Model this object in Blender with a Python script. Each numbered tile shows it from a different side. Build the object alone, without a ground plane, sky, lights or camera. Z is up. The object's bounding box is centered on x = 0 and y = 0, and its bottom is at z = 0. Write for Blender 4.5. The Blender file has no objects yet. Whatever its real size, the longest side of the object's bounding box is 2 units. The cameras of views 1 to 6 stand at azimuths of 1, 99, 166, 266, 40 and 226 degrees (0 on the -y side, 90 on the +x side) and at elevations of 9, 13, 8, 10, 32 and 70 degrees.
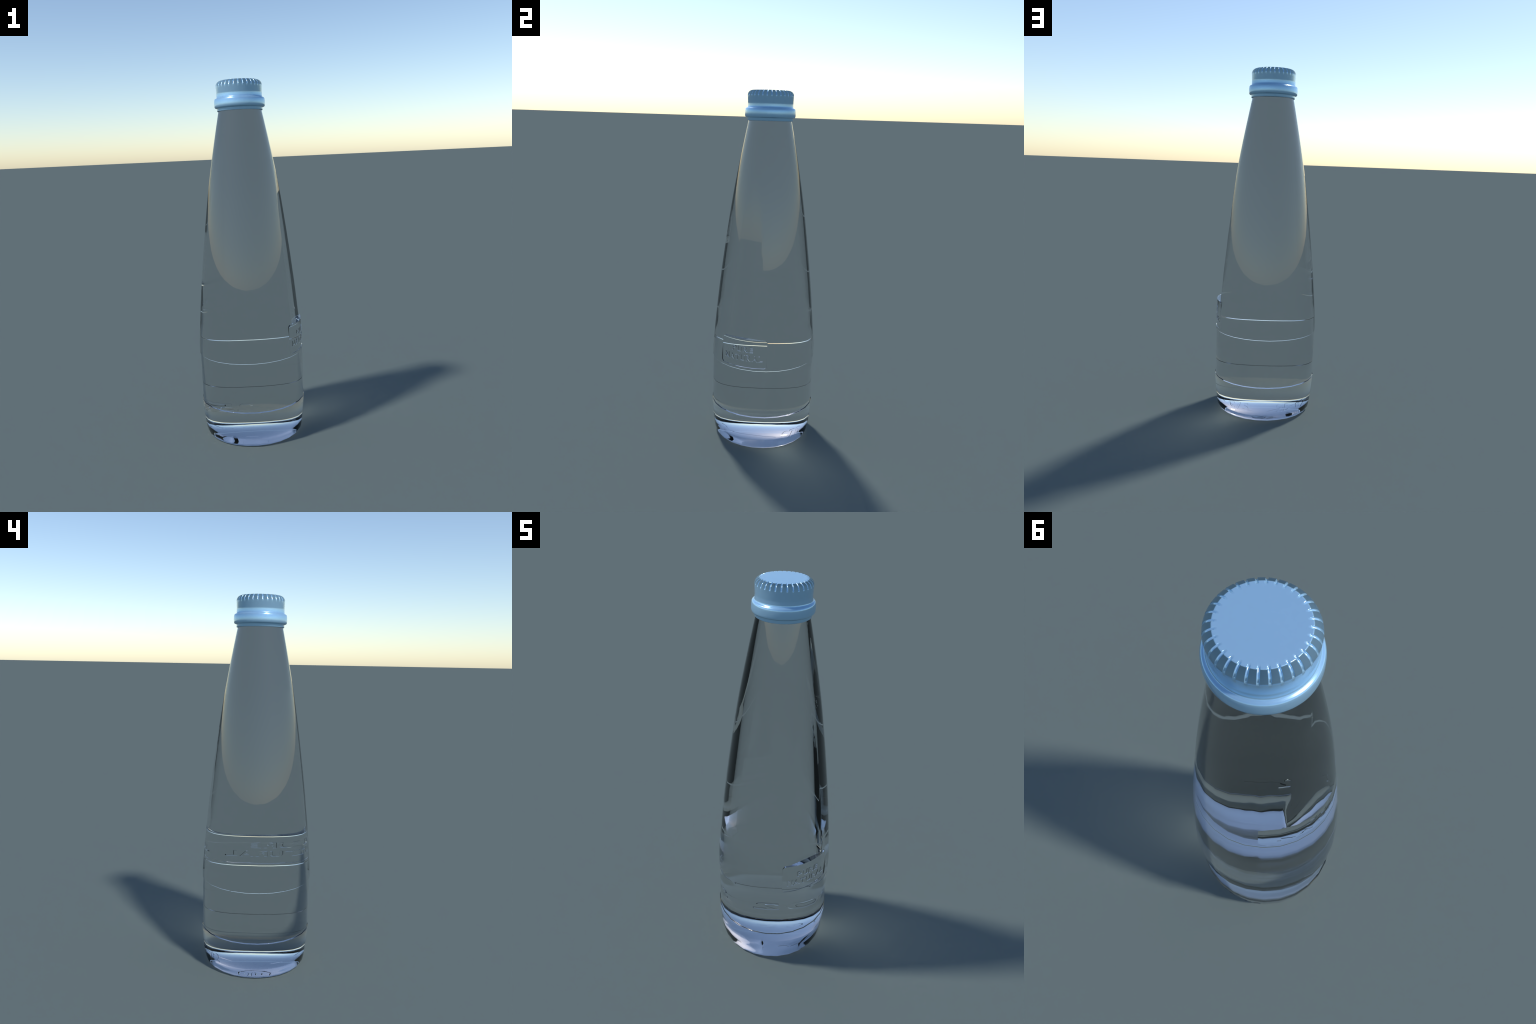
# Clear solid-glass water bottle with an embossed label plate, heel lettering and a blue crown cap.
import bpy, bmesh, math
from mathutils import Vector, Matrix

TAU = math.tau
SEGMENTS = 26                # facets round the glass
FACET_PHASE = 5.7            # azimuth (deg) of one glass vertex column; azimuth 0 = -y, 90 = +x
PLATE_FRONT = 0.2938         # radius of the label plate's front


def polar(az_deg, r, z):
    a = math.radians(az_deg)
    return Vector((r * math.sin(a), -r * math.cos(a), z))


# ------------------------------------------------------------------ materials
def glass_material():
    m = bpy.data.materials.new("clear_glass")
    m.use_nodes = True
    nt = m.node_tree
    b = nt.nodes["Principled BSDF"]
    b.inputs["Base Color"].default_value = (0.8, 0.8, 0.8, 1)
    b.inputs["Roughness"].default_value = 0.0
    b.inputs["IOR"].default_value = 1.45
    b.inputs["Transmission Weight"].default_value = 1.0
    return m


def cap_material():
    m = bpy.data.materials.new("blue_cap_lacquer")
    m.use_nodes = True
    nt = m.node_tree
    b = nt.nodes["Principled BSDF"]
    b.inputs["Metallic"].default_value = CAP_METALLIC
    b.inputs["Roughness"].default_value = CAP_ROUGH
    # a barely visible fine mottling of the lacquer
    tc = nt.nodes.new("ShaderNodeTexCoord")
    no = nt.nodes.new("ShaderNodeTexNoise")
    no.inputs["Scale"].default_value = 60.0
    mix = nt.nodes.new("ShaderNodeMix")
    mix.data_type = "RGBA"
    mix.inputs[6].default_value = (*[c * 0.985 for c in CAP_COLOUR], 1)
    mix.inputs[7].default_value = (*[min(1, c * 1.015) for c in CAP_COLOUR], 1)
    nt.links.new(tc.outputs["Object"], no.inputs["Vector"])
    nt.links.new(no.outputs["Fac"], mix.inputs[0])
    nt.links.new(mix.outputs[2], b.inputs["Base Color"])
    return m


CAP_COLOUR = (0.37, 0.60, 0.80)
CAP_METALLIC = 0.5
CAP_ROUGH = 0.22
GLASS = glass_material()
CAP = cap_material()


# ------------------------------------------------------------------ glass profile
def shoulder_radius(z):
    """Long tapering shoulder: its slope grows linearly with height."""
    top = 1.835
    r = 0.1203 + 1.024 * (0.0133 * (top - z) + 0.051 * (top * top - z * z))
    return r + 0.0019 * math.exp(-((z - 1.45) / 0.2) ** 2)


def step(z0, r0, z1, r1, eps=0.00035):
    """A crisp moulded step between two levels, with support rows that keep its shading tight."""
    rows = [(z0 - eps, r0)]
    for t in (0.0, 0.12, 0.88, 1.0):
        rows.append((z0 + (z1 - z0) * t, r0 + (r1 - r0) * t))
    return rows + [(z1 + eps, r1)]


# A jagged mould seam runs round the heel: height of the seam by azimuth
SEAM = [(12, .068), (29, .095), (40, .108), (54, .106), (60, .087), (89, .094), (102, .089), (118, .077), (134, .080),
        (146, .065), (168, .062), (184, .080), (221, .094), (247, .094), (257, .105), (270, .085), (274, .089),
        (302, .086), (311, .097), (330, .098), (342, .086), (351, .066), (372, .068)]
SEAM_STEP, SEAM_HEIGHT = -0.0006, 0.0020


def seam(az):
    az = (az - 12) % 360 + 12
    for (a0, z0), (a1, z1) in zip(SEAM, SEAM[1:]):
        if a0 <= az <= a1:
            return z0 + (z1 - z0) * (az - a0) / (a1 - a0)
    return SEAM[0][1]


def glass_profile():
    heel = [(0.0, 0.2625), (0.0025, 0.2672), (0.008, 0.2730), (0.018, 0.2785), (0.033, 0.2822), (0.048, 0.2847),
            (0.120, 0.2930), (0.15, 0.2958), (0.18, 0.2980), (0.196, 0.2988)]
    band = step(0.2052, 0.2991, 0.2090, 0.2955) + [(0.216, 0.2955), (0.30, 0.2956), (0.40, 0.2957), (0.476, 0.2957)] \
        + step(0.4819, 0.2957, 0.4855, 0.2992) + [(0.492, 0.2993), (0.505, 0.2990)]
    z, shoulder = 0.54, []
    while z < 1.82:
        shoulder.append((z, shoulder_radius(z)))
        z += SHOULDER_ROWS
    neck = [(1.835, 0.1203), (1.85, 0.1170), (1.95, 0.1150), (1.957, 0.1120)]
    return heel + band + shoulder + neck


HEEL_LOW, HEEL_HIGH = (0.048, 0.2847), (0.120, 0.2930)     # the straight stretch that the seam crosses


def heel_line(z):
    return HEEL_LOW[1] + (HEEL_HIGH[1] - HEEL_LOW[1]) * (z - HEEL_LOW[0]) / (HEEL_HIGH[0] - HEEL_LOW[0])


SHOULDER_ROWS = 0.0318

# The side that carries the plate is pressed flat above it: a facing plane leaning in with the shoulder.
FLAT_AZIMUTH = 76.2


def flat_distance(z):
    """How far the pressed flat lies from the axis at height z (None where it does not cut the glass)."""
    depth_at = [(0.50, 0.0), (0.58, 0.0185), (0.70, 0.0205), (0.78, 0.0195), (0.98, 0.0160), (1.05, 0.0145),
                (1.15, 0.0122), (1.25, 0.0095), (1.40, 0.0048), (1.55, 0.0004)]
    if not depth_at[0][0] < z < depth_at[-1][0]:
        return None
    for (z0, d0), (z1, d1) in zip(depth_at, depth_at[1:]):
        if z0 <= z <= z1:
            return shoulder_radius(z) - (d0 + (d1 - d0) * (z - z0) / (z1 - z0))


def facet_radius(az, r):
    """Radius of the many-sided section whose corners lie at radius r."""
    half = math.pi / SEGMENTS
    inside = math.radians((az - FACET_PHASE) % (360 / SEGMENTS)) - half
    return r * math.cos(half) / math.cos(inside)


def flat_cut(az, z, r):
    """Depth of the pressed flat below the faceted surface."""
    d = flat_distance(z)
    away = math.radians((az - FLAT_AZIMUTH + 180) % 360 - 180)
    if d is None or abs(away) > 0.6:
        return 0.0
    return max(0.0, facet_radius(az, r) - d / math.cos(flat_curve(z) * away))


def columns():
    pitch = 360 / SEGMENTS
    out = []
    for k in range(SEGMENTS):
        az = FACET_PHASE + pitch * k
        n = 8 if 40 < az < 110 else 1
        out += [az + pitch * i / n for i in range(n)]
    return out


def surface(az, z, r):
    return polar(az, facet_radius(az, r) - flat_cut(az, z, r), z)


DISH_RINGS = (0.2605, 0.256, 0.243, 0.225, 0.20, 0.17, 0.14, 0.11, 0.08, 0.05, 0.025, 0.01)
DISH_RISE, DISH_RADIUS = 0.044, 0.243


def dish_height(r):
    return DISH_RISE * (1 - (r / DISH_RADIUS) ** 2) if r < DISH_RADIUS else 0.0


def build_glass_solid():
    bm = bmesh.new()
    rings = []
    for z, r in glass_profile():
        if (z, r) == HEEL_HIGH:                # the seam: the glass below it stands a touch proud of the glass above
            for side in (-1, 1):
                ring = []
                for az in columns():
                    zz = seam(az) + side * SEAM_HEIGHT / 2
                    ring.append(bm.verts.new(polar(az, facet_radius(az, heel_line(zz) + side * SEAM_STEP / 2), zz)))
                rings.append(ring)
        rings.append([bm.verts.new(surface(az, z, r)) for az in columns()])
    count = len(rings[0])
    for a, b in zip(rings, rings[1:]):
        for k in range(count):
            n = (k + 1) % count
            bm.faces.new((a[k], a[n], b[n], b[k]))
    # hollow underside: a narrow standing ring, then a very shallow dish
    previous = rings[0]
    for t in DISH_RINGS:
        ring = [bm.verts.new(polar(az, facet_radius(az, t), dish_height(t))) for az in columns()]
        for k in range(count):
            n = (k + 1) % count
            bm.faces.new((previous[k], ring[k], ring[n], previous[n]))
        previous = ring
    bm.faces.new(list(reversed(previous)))
    bm.faces.new(rings[-1])
    bmesh.ops.recalc_face_normals(bm, faces=bm.faces)
    me = bpy.data.meshes.new("glass_solid")
    bm.to_mesh(me)
    bm.free()
    return bpy.data.objects.new("glass_solid", me)


def smooth_normal_field():
    """Smooth shading of the faceted glass, and the pressed flat's own direction inside the flat."""
    rows = glass_profile()
    tilt = []                                   # (radial, vertical) normal at each row
    for j in range(len(rows)):
        nr = nz = 0.0
        for a, b in ((j - 1, j), (j, j + 1)):
            if 0 <= a and b < len(rows):
                dz, dr = rows[b][0] - rows[a][0], rows[b][1] - rows[a][1]
                length = math.hypot(dz, dr)
                w = length ** NORMAL_WEIGHT / length
                nr, nz = nr + dz * w, nz - dr * w
        tilt.append(Vector((nr, nz)).normalized())

    def field(co):
        j = 0
        while j < len(rows) - 2 and co.z > rows[j + 1][0]:
            j += 1
        s = min(1.0, max(0.0, (co.z - rows[j][0]) / (rows[j + 1][0] - rows[j][0])))
        t = tilt[j].lerp(tilt[j + 1], s)
        az = math.degrees(math.atan2(co.x, -co.y))
        normal = polar(az, t.x, t.y).normalized()
        r = rows[j][1] + (rows[j + 1][1] - rows[j][1]) * s
        cut = flat_cut(az, co.z, r)
        if cut > 0:
            e = 0.02
            slope = ((flat_distance(co.z + e) or 0) - (flat_distance(co.z - e) or 0)) / (2 * e) \
                if flat_distance(co.z + e) and flat_distance(co.z - e) else -0.14
            away = (az - FLAT_AZIMUTH + 180) % 360 - 180
            flat = polar(FLAT_AZIMUTH + (1 - flat_curve(co.z) ** 2) * away, 1.0, -slope).normalized()
            normal = normal.lerp(flat, min(1.0, cut / FLAT_BLEND)).normalized()
        return normal

    return field


NORMAL_WEIGHT = 0.5
FLAT_BLEND = 0.0012


def flat_curve(z):
    """1 is a true plane; the pressing keeps a trace of the bottle's roundness."""
    return 0.96


# ------------------------------------------------------------------ relief solids bent round the glass
def rounded_rectangle(w, h, rad, steps=5):
    pts = []
    for cx, cy, a0 in ((w / 2 - rad, h / 2 - rad, 0), (-w / 2 + rad, h / 2 - rad, 90),
                       (-w / 2 + rad, -h / 2 + rad, 180), (w / 2 - rad, -h / 2 + rad, 270)):
        for i in range(steps + 1):
            a = math.radians(a0 + 90 * i / steps)
            pts.append((cx + rad * math.cos(a), cy + rad * math.sin(a)))
    return pts


PLATE = dict(az0=48.2, az1=103.0, z0=0.5000, z1=0.6618)
LIP_Z, LIP_RISE = 0.6530, 0.0021       # a low lip runs along the plate's upper edge


def bent_block(az0, az1, z0, z1, r_in, front, corner=0.017, columns=18):
    """Rounded block bent round the bottle's axis, from radius r_in out to front(z)."""
    r = PLATE_FRONT
    width, height = math.radians(az1 - az0) * r, z1 - z0
    mid_az, mid_z = (az0 + az1) / 2, (z0 + z1) / 2
    levels = sorted({z0, z1, LIP_Z - 0.0013, LIP_Z + 0.0013} if z1 > LIP_Z else {z0, z1})
    for a0 in (0, 1):
        for i in range(1, 5):
            off = corner * (1 - math.cos(math.radians(90 * i / 4)))
            levels.append(z1 - off if a0 else z0 + off)
    levels = sorted(set(levels))
    bm = bmesh.new()

    def half_width(z):
        d = min(z - z0, z1 - z)
        if d >= corner:
            return width / 2
        return width / 2 - corner + math.sqrt(max(0.0, corner ** 2 - (corner - d) ** 2))

    grids = []
    for outside in (False, True):
        grid = []
        for z in levels:
            h = half_width(z)
            grid.append([bm.verts.new(polar(mid_az + math.degrees(h * (2 * i / columns - 1) / r),
                                            front(z) if outside else r_in, z)) for i in range(columns + 1)])
        grids.append(grid)
    inner, outer = grids
    n = len(levels)
    for j in range(n - 1):
        for i in range(columns):
            for g in (inner, outer):
                bm.faces.new((g[j][i], g[j][i + 1], g[j + 1][i + 1], g[j + 1][i]))
        for i in (0, columns):
            bm.faces.new((inner[j][i], inner[j + 1][i], outer[j + 1][i], outer[j][i]))
    for i in range(columns):
        for j in (0, n - 1):
            bm.faces.new((inner[j][i], inner[j][i + 1], outer[j][i + 1], outer[j][i]))
    bmesh.ops.recalc_face_normals(bm, faces=bm.faces)
    me = bpy.data.meshes.new("block")
    bm.to_mesh(me)
    bm.free()
    return bpy.data.objects.new("block", me)


def plate_front(z):
    return PLATE_FRONT + 0.0003 + LIP_RISE * min(1.0, max(0.0, (z - LIP_Z) / 0.0026 + 0.5))


def glyph_solid(ch, az0, az1, z0, z1, radius_of, inner, outer):
    """One character from the built-in font, stretched into the window az0..az1, z0..z1 and bent round the bottle."""
    cu = bpy.data.curves.new("glyph", "FONT")
    cu.body = ch
    cu.resolution_u = 3
    cu.offset = 0.022
    cu.extrude = 0.5
    ob = bpy.data.objects.new("glyph", cu)
    bpy.context.collection.objects.link(ob)
    dg = bpy.context.evaluated_depsgraph_get()
    me = bpy.data.meshes.new_from_object(ob.evaluated_get(dg))
    bpy.data.objects.remove(ob)
    bm = bmesh.new()
    bm.from_mesh(me)
    bmesh.ops.remove_doubles(bm, verts=bm.verts, dist=1e-5)
    xs = [v.co.x for v in bm.verts]
    ys = [v.co.y for v in bm.verts]
    x0, x1, y0, y1 = min(xs), max(xs), min(ys), max(ys)
    for v in bm.verts:
        az = az0 + (az1 - az0) * (v.co.x - x0) / (x1 - x0)
        z = z0 + (z1 - z0) * (v.co.y - y0) / (y1 - y0)
        v.co = polar(az, radius_of(z) + (outer if v.co.z > 0 else -inner), z)
    bmesh.ops.recalc_face_normals(bm, faces=bm.faces)
    if bm.calc_volume(signed=True) < 0:
        bmesh.ops.reverse_faces(bm, faces=bm.faces)
    me2 = bpy.data.meshes.new("glyph_solid")
    bm.to_mesh(me2)
    bm.free()
    return bpy.data.objects.new("glyph_solid", me2)


def word_windows(word, az0, az1, gap=0.22):
    """Share the arc az0..az1 between the letters by their natural widths."""
    natural = {"I": 0.3, "L": 0.78, "T": 0.95, "E": 0.82, "P": 0.9, "R": 0.95, "U": 0.95, "N": 1.0, "A": 1.08,
               "C": 1.0, "1": 0.5}
    widths = [natural.get(c, 0.85) for c in word]
    total = sum(widths) + gap * (len(word) - 1)
    x, out = 0.0, []
    for c, w in zip(word, widths):
        out.append((c, az0 + (az1 - az0) * x / total, az0 + (az1 - az0) * (x + w) / total))
        x += w + gap
    return out


def heel_radius(z):
    pts = glass_profile()
    for (z0, r0), (z1, r1) in zip(pts, pts[1:]):
        if z0 <= z <= z1:
            return r0 + (r1 - r0) * (z - z0) / (z1 - z0)
    return pts[0][1]


HEEL_TEXT = [("C75", 123.5, 150.0), ("25", 182.5, 199.0), ("02", 208.0, 224.0)]


def build_glass_parts(parent):
    solid = build_glass_solid()
    body_normal = smooth_normal_field()

    relief = [("label_plate", bent_block(PLATE["az0"], PLATE["az1"], PLATE["z0"], PLATE["z1"], 0.245, plate_front))]
    pocket = bent_block(PLATE["az0"] - 0.12, PLATE["az1"] + 0.12, PLATE["z0"] - 0.0006, PLATE["z1"] - 0.03,
                        PLATE_FRONT - 0.0005, lambda z: 0.33)
    for word, a0, a1, z0, z1 in (("PURE", 63.2, 88.1, 0.588, 0.6185), ("NATURAL", 53.2, 98.6, 0.538, 0.5695)):
        for ch, b0, b1 in word_windows(word, a0, a1):
            relief.append(("letter", glyph_solid(ch, b0, b1, z0, z1, lambda z: PLATE_FRONT, 0.012, 0.0032)))
    for word, a0, a1 in HEEL_TEXT:
        for ch, b0, b1 in word_windows(word, a0, a1):
            relief.append(("letter", glyph_solid(ch, b0, b1, 0.060, 0.106, heel_radius, 0.012, 0.0010)))

    # every solid carries its own temporary material so that faces can be told apart after the union
    kinds = ["glass_body"] + [k for k, _ in relief]
    mats = [bpy.data.materials.new("tag") for _ in kinds]
    for ob, i in [(solid, 0)] + [(o, i + 1) for i, (_, o) in enumerate(relief)] + [(pocket, 1)]:
        bpy.context.collection.objects.link(ob)
        for m in mats:
            ob.data.materials.append(m)
        for p in ob.data.polygons:
            p.material_index = i

    def combine(target, others):
        for o, operation in others:
            mod = target.modifiers.new("combine", "BOOLEAN")
            mod.operation, mod.solver, mod.object = operation, "EXACT", o
            mod.material_mode = "INDEX"
        me = bpy.data.meshes.new_from_object(target.evaluated_get(bpy.context.evaluated_depsgraph_get()))
        target.modifiers.clear()
        target.data = me

    # the plate is let into the glass below and stands proud of it above
    combine(solid, [(pocket, "DIFFERENCE")] + [(o, "UNION") for _, o in relief])
    bpy.data.objects.remove(pocket)
    bm = bmesh.new()
    bm.from_mesh(solid.data)
    bmesh.ops.remove_doubles(bm, verts=bm.verts, dist=2e-6)
    bmesh.ops.triangulate(bm, faces=[f for f in bm.faces if len(f.verts) > 4 and abs(f.normal.z) < 0.99])
    bm.normal_update()
    for _, o in relief:
        bpy.data.objects.remove(o)
    bpy.data.objects.remove(solid)

    # split into objects by tag, each with the whole surface's normals
    parts = []
    for tag, kind in enumerate(kinds):
        faces = [f for f in bm.faces if f.material_index == tag]
        if not faces:
            continue
        index, verts, polys, normals = {}, [], [], []
        for f in faces:
            poly = []
            middle = f.calc_center_median()
            under = math.hypot(middle.x, middle.y) < 0.2605 and middle.z < 0.1 and f.normal.z < -0.5
            for l in f.loops:
                v = l.vert
                if v.index not in index:
                    index[v.index] = len(verts)
                    verts.append(v.co.copy())
                poly.append(index[v.index])
                if kind == "glass_body" and abs(f.normal.z) < 0.97 and not under:
                    n = body_normal(v.co)
                    inner = f.calc_center_median()
                    if abs(inner.z - seam(math.degrees(math.atan2(inner.x, -inner.y)))) < SEAM_HEIGHT * 0.35:
                        n = f.normal           # the seam's own narrow face
                elif kind == "glass_body":
                    n = f.normal
                    radius = math.hypot(v.co.x, v.co.y)
                    if f.normal.z < 0 and radius < DISH_RADIUS:
                        lean = -2 * DISH_RISE / DISH_RADIUS ** 2
                        n = Vector((v.co.x * lean, v.co.y * lean, -1)).normalized()
                else:
                    radial = Vector((v.co.x, v.co.y, 0)).normalized()
                    if f.normal.dot(radial) > (0.985 if v.co.z > 0.3 else 0.95):
                        n = radial if v.co.z > 0.3 else body_normal(v.co)
                    elif kind == "label_plate":     # smooth only over gentle turns
                        n = Vector()
                        for g in v.link_faces:
                            if g.material_index == tag and g.normal.dot(f.normal) > 0.8 and g.normal.dot(radial) < 0.985:
                                n += g.normal * g.calc_area()
                        n = n.normalized() if n.length else f.normal
                    else:
                        n = f.normal
                normals.append(n.copy())
            polys.append(poly)
        me = bpy.data.meshes.new(kind)
        me.from_pydata(verts, [], polys)
        me.polygons.foreach_set("use_smooth", [True] * len(polys))
        me.update()
        me.normals_split_custom_set(normals)
        me.materials.append(GLASS)
        ob = bpy.data.objects.new(kind, me)
        bpy.context.collection.objects.link(ob)
        parts.append((kind, ob))
    bm.free()
    for m in mats:
        bpy.data.materials.remove(m)
    body = parts[0][1]
    body.parent = parent
    plate = next(o for k, o in parts if k == "label_plate")
    plate.parent = parent
    for k, o in parts:
        if k == "letter":
            on_plate = sum(v.co.z for v in o.data.vertices) / len(o.data.vertices) > 0.3
            o.parent = plate if on_plate else body


# ------------------------------------------------------------------ cap
GROOVES = 32


def build_cap(parent):
    shoulder = []
    r0, r1, za, zb = 0.1037, 0.1268, 2.0, 1.9735
    for i in range(0, 13):
        a = math.radians(12 + 78 * i / 12)
        s0 = math.sin(math.radians(12))
        shoulder.append((r0 + (r1 - r0) * (math.sin(a) - s0) / (1 - s0), zb + (za - zb) * math.cos(a) / math.cos(math.radians(12))))
    profile = [(0.004, 2.0), (0.045, 2.0), (0.080, 2.0), (0.092, 2.0), (0.0978, 2.0), (0.0990, 2.0), (0.1003, 2.0), (0.1020, 2.0)]
    n_disc = len(profile)
    profile += shoulder
    n_shoulder = len(profile)
    profile += [(0.1266, 1.970), (0.1260, 1.958), (0.1254, 1.944), (0.1251, 1.935), (0.1250, 1.926), (0.1252, 1.916),
                (0.1256, 1.9098), (0.1275, 1.9072), (0.1318, 1.9058), (0.1356, 1.9040), (0.1380, 1.9000), (0.1392, 1.8935),
                (0.1398, 1.8840), (0.1399, 1.8760), (0.1396, 1.8675), (0.1386, 1.8610), (0.1360, 1.8568), (0.1305, 1.8548),
                (0.1270, 1.8540), (0.1257, 1.8515), (0.1256, 1.8480), (0.1256, 1.8420), (0.1252, 1.8385),
                (0.1235, 1.8378), (0.1215, 1.8390), (0.1208, 1.8450), (0.1205, 1.9600), (0.1150, 1.9660), (0.004, 1.9660)]
    half = math.radians(1.75)
    offsets = [half * t for t in (-1, -0.9, -0.7, -0.4, 0, 0.4, 0.7, 0.9, 1)]
    pitch = TAU / GROOVES
    rest = [half + (pitch - 2 * half) * t for t in (0.12, 0.5, 0.88)]
    columns = []
    for g in range(GROOVES):
        for o in offsets:
            columns.append((g * pitch + o, o / half))
        for o in rest:
            columns.append((g * pitch + o, None))
    nc = len(columns)
    # arc length along the profile for the groove's rounded ends
    arc = [0.0]
    for (ra, zza), (rb, zzb) in zip(profile, profile[1:]):
        arc.append(arc[-1] + math.hypot(rb - ra, zzb - zza))
    s_in, s_out = arc[n_disc - 3] - 0.0004, arc[n_shoulder - 1] - 0.0015
    verts = []
    for i, (r, z) in enumerate(profile):
        p0, p1 = profile[max(0, i - 1)], profile[min(len(profile) - 1, i + 1)]
        t = Vector((p1[0] - p0[0], p1[1] - p0[1])).normalized()
        nr, nz = -t.y, t.x                 # outward normal in the (r, z) plane
        if nr < 0 and i < n_shoulder:
            nr, nz = -nr, -nz
        for a, x in columns:
            d = 0.0
            if x is not None and s_in < arc[i] <= s_out + 1e-9:
                end = min((arc[i] - s_in) / 0.0045, max(0.0, s_out - arc[i]) / 0.0028)
                d = 0.0036 * math.sqrt(max(0.0, 1 - x * x)) * math.sqrt(min(1.0, end))
            rr, zz = r - nr * d, z - abs(nz) * d
            verts.append(Vector((rr * math.sin(a), -rr * math.cos(a), zz)))
    faces = []
    for i in range(len(profile) - 1):
        for k in range(nc):
            n = (k + 1) % nc
            faces.append((i * nc + k, (i + 1) * nc + k, (i + 1) * nc + n, i * nc + n))
    faces.append(list(range(nc)))
    last = (len(profile) - 1) * nc
    faces.append([last + k for k in reversed(range(nc))])
    me = bpy.data.meshes.new("bottle_cap")
    me.from_pydata(verts, [], faces)
    me.polygons.foreach_set("use_smooth", [True] * len(faces))
    me.update()
    normals = [Vector(n.vector) for n in me.vertex_normals]
    # normals of lands and wall bent downwards so both shade dark, mirroring the ground
    for i in range(n_disc + 1, n_shoulder + 4):
        tilt = LAND_TILT if i < n_shoulder else WALL_TILT
        t = math.radians(tilt)
        for k, (a, x) in enumerate(columns):
            if i > n_shoulder or x is None or abs(x) > 0.99:
                normals[i * nc + k] = Vector((math.sin(a) * math.sin(t), -math.cos(a) * math.sin(t), math.cos(t)))
    for i, (r, z) in enumerate(profile):       # collar's upright face darkened by tipping its normals off the sky
        if 1.8415 < z < 1.8518 and r > 0.125:
            t = math.radians(97)
            for k, (a, x) in enumerate(columns):
                normals[i * nc + k] = Vector((math.sin(a) * math.sin(t), -math.cos(a) * math.sin(t), math.cos(t)))
    me.normals_split_custom_set_from_vertices(normals)
    me.materials.append(CAP)
    ob = bpy.data.objects.new("bottle_cap", me)
    bpy.context.collection.objects.link(ob)
    ob.parent = parent


LAND_TILT = 102
WALL_TILT = 98

bottle = bpy.data.objects.new("water_bottle", None)
bottle["label"] = "tapered clear glass water bottle with fluted blue cap"
bottle["category"] = "glass bottle"
bpy.context.collection.objects.link(bottle)
build_glass_parts(bottle)
build_cap(bottle)
